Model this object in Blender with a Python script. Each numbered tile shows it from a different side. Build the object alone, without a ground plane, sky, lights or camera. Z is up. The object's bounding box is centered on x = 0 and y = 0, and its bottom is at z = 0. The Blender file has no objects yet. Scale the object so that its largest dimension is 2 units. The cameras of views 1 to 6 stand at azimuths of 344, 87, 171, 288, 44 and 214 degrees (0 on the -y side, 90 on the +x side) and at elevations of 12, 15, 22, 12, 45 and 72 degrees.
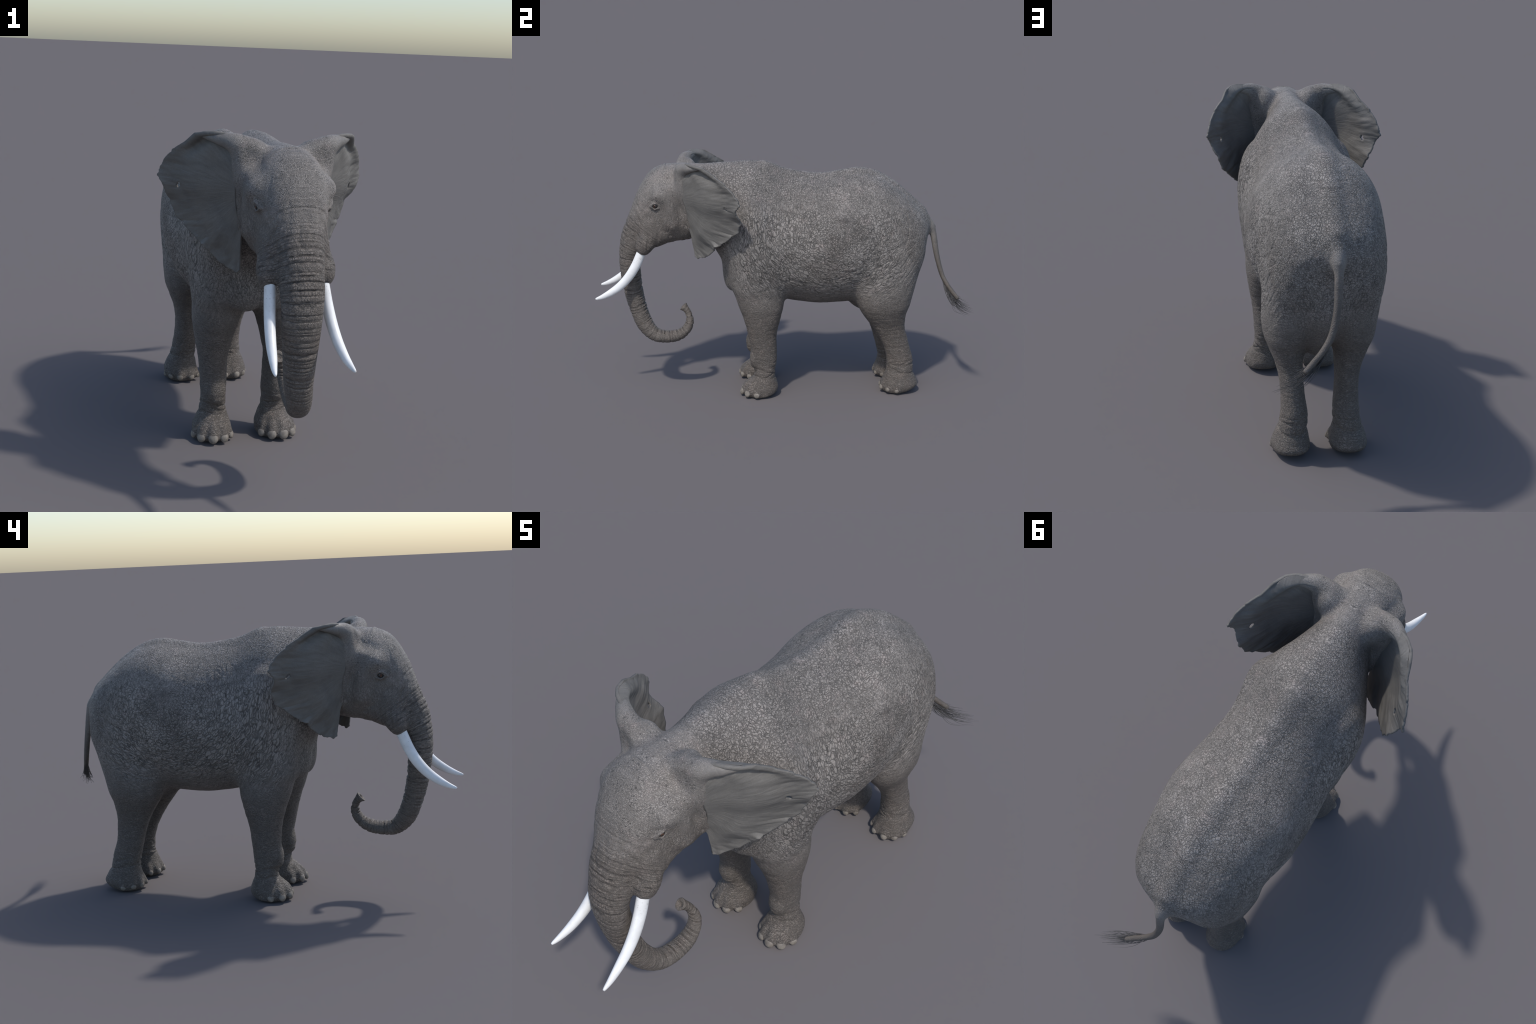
"""African elephant, walking pose: one smooth skin built as a blended distance field
(barrel, neck, head-and-trunk tube, legs, toes, tail), meshed, split into named parts,
plus ear sheets, tusks, eyes, toenails and a tail brush."""
import bpy, math, random
import numpy as np
from mathutils import Vector

random.seed(7)
RNG = np.random.default_rng(7)
H = 0.0032            # grid step of the distance field

# ------------------------------------------------------------------ helpers
def pchip(xs, ys):
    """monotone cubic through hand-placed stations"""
    x = np.array(xs, float); y = np.array(ys, float)
    h = np.diff(x); dl = np.diff(y) / h
    m = np.zeros_like(y)
    for i in range(1, len(x) - 1):
        if dl[i - 1] * dl[i] > 0:
            w1 = 2 * h[i] + h[i - 1]; w2 = h[i] + 2 * h[i - 1]
            m[i] = (w1 + w2) / (w1 / dl[i - 1] + w2 / dl[i])
    m[0], m[-1] = dl[0], dl[-1]

    def f(q):
        q = np.clip(q, x[0], x[-1])
        i = np.clip(np.searchsorted(x, q) - 1, 0, len(h) - 1)
        t = (q - x[i]) / h[i]
        return ((2*t**3 - 3*t**2 + 1) * y[i] + (t**3 - 2*t**2 + t) * h[i] * m[i]
                + (3*t**2 - 2*t**3) * y[i + 1] + (t**3 - t**2) * h[i] * m[i + 1])
    return f

def catmull(P, n):
    """dense curve through control rows (any number of columns), chord-length parameter"""
    P = np.array(P, float)
    k = np.concatenate([[0], np.cumsum(np.linalg.norm(np.diff(P[:, :min(3, P.shape[1])], axis=0), axis=1))])
    t = np.linspace(0, k[-1], n)
    out = np.zeros((n, P.shape[1]))
    m = np.zeros_like(P)
    m[1:-1] = (P[2:] - P[:-2]) / (k[2:] - k[:-2])[:, None]
    m[0] = (P[1] - P[0]) / (k[1] - k[0]); m[-1] = (P[-1] - P[-2]) / (k[-1] - k[-2])
    i = np.clip(np.searchsorted(k, t) - 1, 0, len(k) - 2)
    h = (k[i + 1] - k[i])[:, None]; u = ((t - k[i]) / h[:, 0])[:, None]
    return ((2*u**3 - 3*u**2 + 1) * P[i] + (u**3 - 2*u**2 + u) * h * m[i]
            + (3*u**2 - 2*u**3) * P[i + 1] + (u**3 - u**2) * h * m[i + 1])

def smin(a, b, k):
    h = np.clip(k - np.abs(a - b), 0, None) / k
    return np.minimum(a, b) - h * h * k * 0.25

def smax(a, b, k):
    return -smin(-a, -b, k)

def smoothstep(a, b, x):
    t = np.clip((x - a) / (b - a), 0, 1)
    return t * t * (3 - 2 * t)

_T = RNG.random((32, 32, 32)).astype(np.float32) * 2 - 1
def vnoise(P):
    """tiling value noise, P in cells"""
    i = np.floor(P).astype(int); f = (P - i); f = f * f * (3 - 2 * f)
    r = 0
    for dx in (0, 1):
        for dy in (0, 1):
            for dz in (0, 1):
                w = (f[:, 0] if dx else 1 - f[:, 0]) * (f[:, 1] if dy else 1 - f[:, 1]) * (f[:, 2] if dz else 1 - f[:, 2])
                r = r + w * _T[(i[:, 0] + dx) % 32, (i[:, 1] + dy) % 32, (i[:, 2] + dz) % 32]
    return r

# ------------------------------------------------------------------ field grid (half body, x > 0)
X = ((np.arange(int(0.335 / H)) + 0.5) * H).astype(np.float32)
Y = np.arange(-0.925, 0.98, H).astype(np.float32)
Z = np.arange(-0.016, 1.325, H).astype(np.float32)
D = np.full((len(X), len(Y), len(Z)), 1.0, np.float32)

class Box:
    """a window of the grid, so that each part is only evaluated near itself"""
    def __init__(s, x0, x1, y0, y1, z0, z1):
        s.i = slice(max(0, np.searchsorted(X, x0)), np.searchsorted(X, x1))
        s.j = slice(max(0, np.searchsorted(Y, y0)), np.searchsorted(Y, y1))
        s.k = slice(max(0, np.searchsorted(Z, z0)), np.searchsorted(Z, z1))
        s.x = X[s.i][:, None, None]; s.y = Y[s.j][None, :, None]; s.z = Z[s.k][None, None, :]
    def get(s): return D[s.i, s.j, s.k]
    def join(s, d, k): D[s.i, s.j, s.k] = smin(s.get(), d.astype(np.float32), k)
    def carve(s, d, k): D[s.i, s.j, s.k] = smax(s.get(), -d.astype(np.float32), k)
    def add(s, d): D[s.i, s.j, s.k] += d.astype(np.float32)

def blob(c, r, k, rot=0.0, carve=False, tilt=0.0):
    """smoothly joined ellipsoid; rot turns it about x (in the side view), tilt about z"""
    m = max(r) + k + 0.01
    b = Box(c[0] - m, c[0] + m, c[1] - m, c[1] + m, c[2] - m, c[2] + m)
    x, y, z = b.x - c[0], b.y - c[1], b.z - c[2]
    ca, sa = math.cos(rot), math.sin(rot)
    y, z = y * ca + z * sa, -y * sa + z * ca
    ct, st = math.cos(tilt), math.sin(tilt)
    x, y = x * ct + y * st, -x * st + y * ct
    q = np.sqrt((x / r[0])**2 + (y / r[1])**2 + (z / r[2])**2) + 1e-6
    g = np.sqrt((x / r[0]**2)**2 + (y / r[1]**2)**2 + (z / r[2]**2)**2) + 1e-6
    d = np.broadcast_to(q * (q - 1) / g, b.get().shape)
    (b.carve if carve else b.join)(d, k)

def chain(P, k, n=40):
    """smoothly joined tapering capsule chain through rows (x, y, z, r)"""
    C = catmull(P, n); m = C[:, 3].max() + k + 0.01
    lo, hi = C[:, :3].min(0) - m, C[:, :3].max(0) + m
    b = Box(lo[0], hi[0], lo[1], hi[1], lo[2], hi[2])
    d = np.full(b.get().shape, 1.0, np.float32)
    for a, c in zip(C[:-1], C[1:]):
        v = c[:3] - a[:3]; L = v @ v
        t = np.clip(((b.x - a[0]) * v[0] + (b.y - a[1]) * v[1] + (b.z - a[2]) * v[2]) / L, 0, 1)
        e = np.sqrt((b.x - a[0] - t * v[0])**2 + (b.y - a[1] - t * v[1])**2 + (b.z - a[2] - t * v[2])**2)
        d = np.minimum(d, e - (a[3] + t * (c[3] - a[3])))
    b.join(d, k)

# ------------------------------------------------------------------ barrel and neck (stations along y)
#            y      top    bottom  halfwidth  z of widest  upper and lower power
TORSO = [(-0.620, 1.180, 0.950, 0.050, 1.05, 2.0, 2.0),
         (-0.560, 1.235, 0.880, 0.085, 1.03, 2.0, 2.0),
         (-0.480, 1.247, 0.865, 0.120, 0.98, 1.9, 2.0),
         (-0.400, 1.250, 0.835, 0.158, 0.94, 1.8, 2.0),
         (-0.340, 1.254, 0.750, 0.196, 0.90, 1.7, 2.0),
         (-0.270, 1.258, 0.610, 0.236, 0.88, 1.65, 2.0),
         (-0.173, 1.264, 0.555, 0.264, 0.86, 1.62, 2.0),
         (-0.100, 1.254, 0.534, 0.260, 0.85, 1.56, 2.0),
         (0.000, 1.213, 0.512, 0.258, 0.82, 1.62, 2.0),
         (0.085, 1.193, 0.496, 0.264, 0.81, 1.78, 2.0),
         (0.200, 1.178, 0.485, 0.275, 0.82, 1.92, 2.05),
         (0.316, 1.191, 0.489, 0.278, 0.84, 2.08, 2.0),
         (0.395, 1.202, 0.493, 0.270, 0.85, 2.08, 1.85),
         (0.464, 1.194, 0.490, 0.256, 0.86, 2.12, 1.9),
         (0.564, 1.143, 0.500, 0.239, 0.86, 2.15, 2.0),
         (0.650, 1.080, 0.540, 0.217, 0.85, 2.10, 2.0),
         (0.715, 1.024, 0.650, 0.178, 0.85, 2.0, 2.0),
         (0.752, 0.990, 0.750, 0.122, 0.88, 1.7, 2.0),
         (0.772, 0.968, 0.830, 0.068, 0.90, 1.6, 2.0),
         (0.786, 0.945, 0.870, 0.024, 0.90, 1.8, 2.0)]
ty = [r[0] for r in TORSO]
b = Box(0, 0.33, -0.66, 0.84, 0.40, 1.325)
yy = np.clip(b.y[0, :, 0], ty[0], ty[-1])
top, bot, wid, zc, pw, pl = [pchip(ty, [r[i] for r in TORSO])(yy)[None, :, None] for i in range(1, 7)]
hz = np.where(b.z > zc, top - zc, zc - bot)
pp = np.where(b.z > zc, pw, pl)
q = ((b.x / wid)**pp + (np.abs(b.z - zc) / hz)**pp)**(1 / pp) - 1
over = np.maximum(np.maximum(b.y - ty[-1], ty[0] - b.y), 0)
q = q + over / 0.02
g = np.gradient(q.astype(np.float32), H)
D[b.i, b.j, b.k] = np.clip(q / np.maximum(np.sqrt(g[0]**2 + g[1]**2 + g[2]**2), 1.0), -0.3, 0.3)
del g, q, hz, pp

# ------------------------------------------------------------------ head and trunk: one tube on a curved spine in the plane x = 0
#           y       z      front   back  halfwidth power
SPINE = [(-0.440, 1.050, 0.165, 0.160, 0.085, 2.0),
         (-0.540, 1.060, 0.186, 0.200, 0.118, 2.1),
         (-0.600, 1.050, 0.194, 0.205, 0.136, 2.3),
         (-0.660, 1.010, 0.152, 0.190, 0.126, 2.3),
         (-0.735, 0.925, 0.105, 0.140, 0.096, 2.2),
         (-0.790, 0.840, 0.082, 0.080, 0.081, 2.2),
         (-0.824, 0.755, 0.056, 0.058, 0.075, 2.2),
         (-0.820, 0.650, 0.054, 0.054, 0.068, 2.2),
         (-0.806, 0.550, 0.051, 0.050, 0.060, 2.1),
         (-0.785, 0.464, 0.047, 0.047, 0.054, 2.1),
         (-0.751, 0.380, 0.045, 0.044, 0.049, 2.0),
         (-0.699, 0.325, 0.038, 0.037, 0.044, 2.0),
         (-0.632, 0.313, 0.034, 0.033, 0.039, 2.0),
         (-0.572, 0.322, 0.032, 0.031, 0.035, 2.0),
         (-0.531, 0.349, 0.027, 0.026, 0.030, 2.0),
         (-0.511, 0.383, 0.023, 0.023, 0.027, 2.0),
         (-0.510, 0.412, 0.020, 0.020, 0.024, 2.0),
         (-0.519, 0.440, 0.017, 0.017, 0.021, 2.0),
         (-0.532, 0.457, 0.019, 0.019, 0.021, 2.0),
         (-0.546, 0.470, 0.027, 0.027, 0.020, 2.0)]
rows = [(r[0], r[1], 0.0) + tuple(r[2:]) for r in SPINE]
SP = catmull(rows, 700)
spy, spz = SP[:, 0], SP[:, 1]
arc = np.concatenate([[0], np.cumsum(np.hypot(np.diff(spy), np.diff(spz)))])
dy, dz = np.gradient(spy), np.gradient(spz)
dl = np.hypot(dy, dz); dy, dz = dy / dl, dz / dl
b = Box(0, 0.20, -0.925, -0.40, 0.22, 1.29)
gy, gz = np.meshgrid(b.y[0, :, 0], b.z[0, 0, :], indexing="ij")
near = np.zeros(gy.shape, int); best = np.full(gy.shape, 9.0)
for i in range(0, 700, 2):
    e = (gy - spy[i])**2 + (gz - spz[i])**2
    m = e < best; best[m] = e[m]; near[m] = i
oy, oz = gy - spy[near], gz - spz[near]
nn = oy * dz[near] - oz * dy[near]                 # + on the outer (front) side
tt = np.abs(oy * dy[near] + oz * dz[near])
ends = (near < 2) | (near > 696)
rad = np.where(nn > 0, SP[near, 3], SP[near, 4])
# trunk rings: shallow folds, closer together towards the tip, deeper on the inner side
sa = arc[near]
RING_ARC = [0.0, 0.25, 0.40, 0.75, 1.00, arc[-1]]
RING_COUNT = [0.0, 14.0, 23.0, 41.0, 57.0, 72.0]
def arc_at(y, z):
    return arc[np.argmin((spy - y)**2 + (spz - z)**2)]
BEND_ARC = [0.0] + [arc_at(r[0], r[1]) for r in SPINE[6:]]
BEND_X = [0.0, 0.0, 0.002, 0.006, 0.013, 0.029, 0.045, 0.055, 0.057, 0.053, 0.046, 0.036, 0.024, 0.016, 0.010]
ringpos = pchip(RING_ARC, RING_COUNT)(sa)
wob = 0.35 * np.sin(ringpos * 0.9) + 0.25 * np.sin(ringpos * 2.3 + 1.0)
ring = np.minimum(1.0, 1.6 * np.abs(np.sin(math.pi * (ringpos + wob))))
amp = smoothstep(0.20, 0.42, sa) * (1 - smoothstep(arc[-1] - 0.06, arc[-1] - 0.03, sa)) * np.where(nn > 0, 0.0048, 0.0070)
rad = rad - amp * (1 - ring)
pw = SP[near, 6][None]
W = SP[near, 5][None]; rad = rad[None]; nn = nn[None]
q = ((b.x / W)**pw + (np.abs(nn) / rad)**pw)**(1 / pw)
rho = np.sqrt(b.x**2 + nn**2)
d = np.where(q > 0.05, rho * (1 - 1 / np.maximum(q, 0.05)), -np.minimum(W, rad))
tip = ends & (near > 350)
d = np.where(tip[None], np.maximum(d, tt[None] - 0.002), np.where((ends & ~tip)[None], np.maximum(d, tt[None] - 0.03), d))
b.join(d, 0.035)

# the spine shows as a ridge along the back
chain([(0.0, -0.100, 1.216, 0.032), (0.0, 0.000, 1.180, 0.032), (0.0, 0.085, 1.165, 0.032), (0.0, 0.200, 1.157, 0.032),
       (0.0, 0.316, 1.173, 0.032), (0.0, 0.395, 1.185, 0.032), (0.0, 0.464, 1.173, 0.032), (0.0, 0.564, 1.123, 0.030),
       (0.0, 0.650, 1.053, 0.028), (0.0, 0.730, 0.982, 0.024)], 0.045)
# head details (mirrored automatically)
blob((0.120, -0.642, 1.105), (0.040, 0.042, 0.040), 0.040)                    # brow boss
blob((0.098, -0.737, 0.835), (0.042, 0.046, 0.055), 0.026, rot=-0.25)          # tusk sheath
blob((0.095, -0.690, 0.900), (0.028, 0.055, 0.060), 0.050, rot=0.3)            # cheek over the sheath
blob((0.080, -0.540, 0.950), (0.056, 0.090, 0.075), 0.050)                     # jaw muscle
chain([(0.050, -0.680, 0.862, 0.040), (0.055, -0.630, 0.884, 0.046), (0.055, -0.570, 0.898, 0.048), (0.050, -0.500, 0.912, 0.050)], 0.040)   # jaw and throat
blob((0.000, -0.665, 0.850), (0.060, 0.060, 0.036), 0.030, rot=0.35)           # lower lip and chin
chain([(0.124, -0.585, 1.130, 0.028), (0.128, -0.588, 1.050, 0.030), (0.118, -0.580, 0.960, 0.030)], 0.045)   # cheekbone to temple
# ear root: roll that carries the ear off the skull and folds over its front
chain([(0.070, -0.540, 1.215, 0.028), (0.120, -0.534, 1.241, 0.027), (0.165, -0.523, 1.252, 0.0285),
       (0.205, -0.502, 1.257, 0.0265), (0.240, -0.477, 1.262, 0.0180), (0.270, -0.446, 1.266, 0.0090), (0.285, -0.425, 1.268, 0.0040)], 0.030)
chain([(0.168, -0.522, 1.235, 0.026), (0.158, -0.530, 1.190, 0.026), (0.148, -0.530, 1.135, 0.026), (0.146, -0.520, 1.085, 0.025),
       (0.140, -0.505, 1.040, 0.025), (0.131, -0.495, 0.995, 0.025), (0.118, -0.488, 0.945, 0.025)], 0.035)
blob((0.115, -0.520, 1.165), (0.060, 0.042, 0.085), 0.040)                     # skin between skull and ear
blob((0.100, -0.495, 1.195), (0.034, 0.034, 0.055), 0.035)                     # back of the ear root
# eye socket
blob((0.150, -0.672, 1.050), (0.016, 0.022, 0.014), 0.016, carve=True)
chain([(0.128, -0.698, 1.048, 0.005), (0.134, -0.672, 1.066, 0.0085), (0.129, -0.644, 1.053, 0.006)], 0.010)
chain([(0.128, -0.697, 1.045, 0.004), (0.132, -0.670, 1.033, 0.005), (0.129, -0.645, 1.047, 0.004)], 0.010)
# nostril hollow at the trunk tip
blob((0.000, -0.553, 0.477), (0.013, 0.010, 0.019), 0.006, rot=0.67, carve=True)

# ------------------------------------------------------------------ legs (stations along z)
def leg(rows, box, ztop, k, heel, power=2.15):
    """rows: z, outer x, inner x, front y, back y"""
    rows = sorted(rows); zs = [r[0] for r in rows]
    b = Box(*box)
    zz = np.clip(b.z[0, 0, :], zs[0], zs[-1])
    ox, ix, fy, by = [pchip(zs, [r[i] for r in rows])(zz)[None, None, :] for i in range(1, 5)]
    cx, cy, rx, ry = (ox + ix) / 2, (fy + by) / 2, (ox - ix) / 2, (by - fy) / 2
    x, y = b.x - cx, b.y - cy
    q = ((np.abs(x) / rx)**power + (np.abs(y) / ry)**power)**(1 / power)
    d = (q - 1) * np.sqrt(x * x + y * y) / np.maximum(q, 0.05)
    d = np.where(q < 0.05, -np.minimum(rx, ry), d)
    d = smax(d, b.z - ztop, 0.06)
    d = smax(d, -0.002 - b.z, 0.018)
    d = smax(d, ((b.y - heel) * 0.36 - b.z) * 0.94, 0.030)        # the sole lifts towards the heel
    b.join(d, k)

FORELEG = [(0.80, 0.244, 0.060, -0.265, 0.000), (0.70, 0.244, 0.045, -0.278, -0.004),
           (0.62, 0.238, 0.034, -0.282, -0.004), (0.56, 0.229, 0.034, -0.263, -0.005),
           (0.516, 0.227, 0.038, -0.250, -0.006), (0.430, 0.215, 0.060, -0.219, -0.024),
           (0.335, 0.197, 0.079, -0.196, -0.045), (0.230, 0.186, 0.079, -0.181, -0.048),
           (0.150, 0.183, 0.078, -0.168, -0.053), (0.115, 0.187, 0.074, -0.168, -0.055),
           (0.080, 0.200, 0.063, -0.188, -0.044), (0.045, 0.213, 0.053, -0.205, -0.035),
           (0.000, 0.212, 0.056, -0.207, -0.040)]
leg(FORELEG, (0, 0.30, -0.36, 0.06, -0.012, 0.86), 0.80, 0.050, -0.085)
HINDLEG = [(0.90, 0.205, 0.050, 0.450, 0.680), (0.78, 0.226, 0.030, 0.410, 0.722),
           (0.68, 0.234, 0.012, 0.384, 0.704), (0.58, 0.233, 0.010, 0.382, 0.688),
           (0.50, 0.226, 0.028, 0.393, 0.670), (0.44, 0.205, 0.055, 0.423, 0.649),
           (0.38, 0.180, 0.066, 0.465, 0.645), (0.31, 0.165, 0.067, 0.504, 0.656),
           (0.25, 0.162, 0.063, 0.528, 0.668), (0.17, 0.166, 0.054, 0.547, 0.692),
           (0.12, 0.174, 0.054, 0.550, 0.697), (0.08, 0.189, 0.048, 0.541, 0.714),
           (0.045, 0.197, 0.042, 0.534, 0.729), (0.000, 0.188, 0.050, 0.540, 0.717)]
leg(HINDLEG, (0, 0.30, 0.32, 0.80, -0.012, 0.96), 0.90, 0.055, 0.645)
blob((0.000, 0.480, 0.490), (0.062, 0.110, 0.062), 0.050)                           # groin
blob((0.140, 0.475, 0.575), (0.062, 0.070, 0.105), 0.060, rot=0.35)               # stifle
blob((0.190, -0.170, 0.960), (0.050, 0.070, 0.110), 0.060)                        # shoulder
blob((0.155, -0.200, 0.660), (0.050, 0.055, 0.100), 0.050)                        # point of shoulder
blob((0.045, -0.278, 0.660), (0.070, 0.042, 0.085), 0.050)                        # breast
# wrist and elbow bulges
blob((0.133, -0.170, 0.200), (0.036, 0.024, 0.045), 0.030)

# toes: x, y, z of the nail centre and toe radius
FORE_TOES = [(0.066, -0.186, 0.028, 0.021), (0.101, -0.222, 0.030, 0.024), (0.148, -0.228, 0.031, 0.026),
             (0.191, -0.204, 0.030, 0.024), (0.213, -0.155, 0.028, 0.021)]
HIND_TOES = [(0.046, 0.560, 0.030, 0.018), (0.083, 0.531, 0.032, 0.021), (0.138, 0.530, 0.034, 0.023),
             (0.174, 0.558, 0.033, 0.022), (0.193, 0.605, 0.030, 0.020)]
def toe_out(t, c):
    a = math.atan2(t[1] - c[1], t[0] - c[0])
    return math.cos(a), math.sin(a)
FC, HC = (0.132, -0.125), (0.115, 0.630)
FORE_TOES = [(FC[0] + (x - FC[0]) * 0.96, FC[1] + (y - FC[1]) * 0.94, z, r) for x, y, z, r in FORE_TOES]
HIND_TOES = [(HC[0] + (x - HC[0]) * 0.96, HC[1] + (y - HC[1]) * 0.94, z, r) for x, y, z, r in HIND_TOES]
for toes, c in ((FORE_TOES, FC), (HIND_TOES, HC)):
    for x, y, z, r in toes:
        ux, uy = toe_out((x, y), c)
        chain([(x - ux * 0.040, y - uy * 0.040, 0.075, r * 0.70), (x - ux * 0.020, y - uy * 0.020, 0.052, r * 0.88),
               (x - ux * 0.010, y - uy * 0.010, z, r)], 0.016, 12)
b = Box(0, 0.335, -0.36, 0.80, -0.012, 0.05)
D[b.i, b.j, b.k] = smax(b.get(), np.broadcast_to(-0.0005 - b.z, b.get().shape).astype(np.float32), 0.010)

# ------------------------------------------------------------------ mirror, then the tail (bends to the left, +x)
D = np.concatenate([D[::-1], D], axis=0)
X = np.concatenate([-X[::-1], X])
TAIL = [(0.000, 0.690, 0.935, 0.020), (-0.001, 0.740, 0.930, 0.024), (-0.003, 0.774, 0.915, 0.0235),
        (-0.003, 0.795, 0.895, 0.0215), (-0.003, 0.809, 0.865, 0.0180), (-0.002, 0.819, 0.820, 0.0165),
        (0.000, 0.832, 0.750, 0.0150), (0.008, 0.846, 0.690, 0.0140), (0.028, 0.866, 0.622, 0.0125),
        (0.058, 0.888, 0.580, 0.0120), (0.090, 0.908, 0.552, 0.0120), (0.120, 0.928, 0.527, 0.0115)]
chain(TAIL, 0.035, 60)
blob((0.006, 0.630, 0.560), (0.048, 0.058, 0.088), 0.045)     # skin bridging the thighs behind
blob((0.022, 0.575, 0.478), (0.034, 0.068, 0.062), 0.040)
blob((0.000, 0.685, 0.680), (0.070, 0.048, 0.110), 0.050)     # cleft under the tail

# ------------------------------------------------------------------ surface nets
def surface_nets(F):
    s = F < 0
    nx, ny, nz = F.shape
    c = np.zeros((nx - 1, ny - 1, nz - 1), np.uint8)
    for a in (0, 1):
        for bb in (0, 1):
            for cc in (0, 1):
                c += s[a:nx - 1 + a, bb:ny - 1 + bb, cc:nz - 1 + cc]
    cells = np.argwhere((c > 0) & (c < 8))
    idx = np.full(c.shape, -1, np.int32)
    idx[tuple(cells.T)] = np.arange(len(cells))
    acc = np.zeros((len(cells), 3)); cnt = np.zeros(len(cells))
    corners = [(a, bb, cc) for a in (0, 1) for bb in (0, 1) for cc in (0, 1)]
    val = {k: F[cells[:, 0] + k[0], cells[:, 1] + k[1], cells[:, 2] + k[2]] for k in corners}
    for k in corners:
        for ax in range(3):
            if k[ax] == 0:
                k2 = tuple(1 if i == ax else k[i] for i in range(3))
                v0, v1 = val[k], val[k2]
                m = (v0 < 0) != (v1 < 0)
                t = np.where(m, v0 / np.where(m, v0 - v1, 1), 0)
                p = np.tile(np.array(k, float), (len(cells), 1)); p[:, ax] += t
                acc[m] += p[m]; cnt[m] += 1
    V = cells + acc / cnt[:, None]
    quads = []
    for ax in range(3):
        o = [i for i in range(3) if i != ax]
        sl0 = [slice(None)] * 3; sl1 = [slice(None)] * 3
        sl0[ax] = slice(0, -1); sl1[ax] = slice(1, None)
        for i in o:
            sl0[i] = slice(1, -1); sl1[i] = slice(1, -1)
        a, bb = s[tuple(sl0)], s[tuple(sl1)]
        e = np.argwhere(a != bb)
        flip = a[tuple(e.T)]
        e[:, o[0]] += 1; e[:, o[1]] += 1
        def at(d0, d1):
            q = e.copy(); q[:, o[0]] += d0; q[:, o[1]] += d1
            return idx[tuple(q.T)]
        Q = np.stack([at(-1, -1), at(0, -1), at(0, 0), at(-1, 0)], 1)
        if ax == 1:
            flip = ~flip
        Q[~flip] = Q[~flip][:, ::-1]
        quads.append(Q)
    return V, np.concatenate(quads)

V, Q = surface_nets(D)
V = V * H + np.array([X[0], Y[0], Z[0]])
del D

def vertex_normals(V, Q):
    n = np.cross(V[Q[:, 2]] - V[Q[:, 0]], V[Q[:, 3]] - V[Q[:, 1]])
    N = np.zeros_like(V)
    for k in range(4):
        for a in range(3):
            N[:, a] += np.bincount(Q[:, k], n[:, a], len(V))
    return N / np.maximum(np.linalg.norm(N, axis=1, keepdims=True), 1e-12)

def relax(V, Q, w, it):
    """gentle Laplacian smoothing, keeping volume (Taubin)"""
    E = np.concatenate([Q[:, [0, 1]], Q[:, [1, 2]], Q[:, [2, 3]], Q[:, [3, 0]]])
    cnt = np.bincount(E[:, 0], minlength=len(V)) + np.bincount(E[:, 1], minlength=len(V))
    for i in range(it):
        for f in (w, -w * 1.02):
            L = np.zeros_like(V)
            for a in range(3):
                L[:, a] = np.bincount(E[:, 0], V[E[:, 1], a], len(V)) + np.bincount(E[:, 1], V[E[:, 0], a], len(V))
            V = V + f * (L / cnt[:, None] - V)
    return V
V = relax(V, Q, 0.5, 2)

# where each point sits along the trunk
zone = np.where((V[:, 1] < -0.44) & (np.abs(V[:, 0]) < 0.16) & (V[:, 2] < 1.24))[0]
idx = np.zeros(len(zone), int)
for a in range(0, len(zone), 20000):
    sl = zone[a:a + 20000]
    idx[a:a + 20000] = 4 * np.argmin((V[sl, 1, None] - spy[None, ::4])**2 + (V[sl, 2, None] - spz[None, ::4])**2, axis=1)
along = np.zeros(len(V)); along[zone] = arc[idx]
ringat = pchip(RING_ARC, RING_COUNT)(along)
ringat = ringat + 0.35 * np.sin(ringat * 0.9) + 0.25 * np.sin(ringat * 2.3 + 1.0)
# the pose is not quite symmetric: the trunk curl swings to the left, the shins are staggered
bend = pchip(BEND_ARC, BEND_X)(along)
V[:, 0] += bend
side = np.sign(V[:, 0]) * smoothstep(0.0, 0.05, np.abs(V[:, 0]))
fore = (V[:, 1] < 0.1) & (V[:, 1] > -0.42) & (V[:, 2] < 0.5)
hind = smoothstep(0.25, 0.42, V[:, 1])
V[:, 1] += fore * side * 0.007 * np.exp(-((V[:, 2] - 0.20) / 0.10)**2)
V[:, 1] += hind * side * 0.014 * np.exp(-((V[:, 2] - 0.23) / 0.12)**2)
V[:, 0] += hind * smoothstep(0.01, 0.05, np.abs(V[:, 0])) * 0.007 * np.exp(-((V[:, 2] - 0.45) / 0.22)**2)
N = vertex_normals(V, Q)
# skin folds that cast shade: oriented ripples, mirrored left to right
M = np.abs(V[:, 0])
def folds(fy, fz, fx, warp=0.6):
    P = np.stack([M * fx, V[:, 1] * fy, V[:, 2] * fz], 1)
    wv = np.stack([vnoise(P * 0.35 + k * 7.3) for k in range(3)], 1) * warp * 2
    return vnoise(P + wv)
y, z = V[:, 1], V[:, 2]
flank = smoothstep(-0.35, -0.1, y) * smoothstep(0.48, 0.6, z)
shoulder = smoothstep(-0.42, -0.3, y) * (1 - smoothstep(0.12, 0.3, y)) * smoothstep(0.6, 0.75, z) * (1 - smoothstep(1.12, 1.22, z))
legs = (1 - smoothstep(0.42, 0.58, z)) * (y > -0.4)
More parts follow.
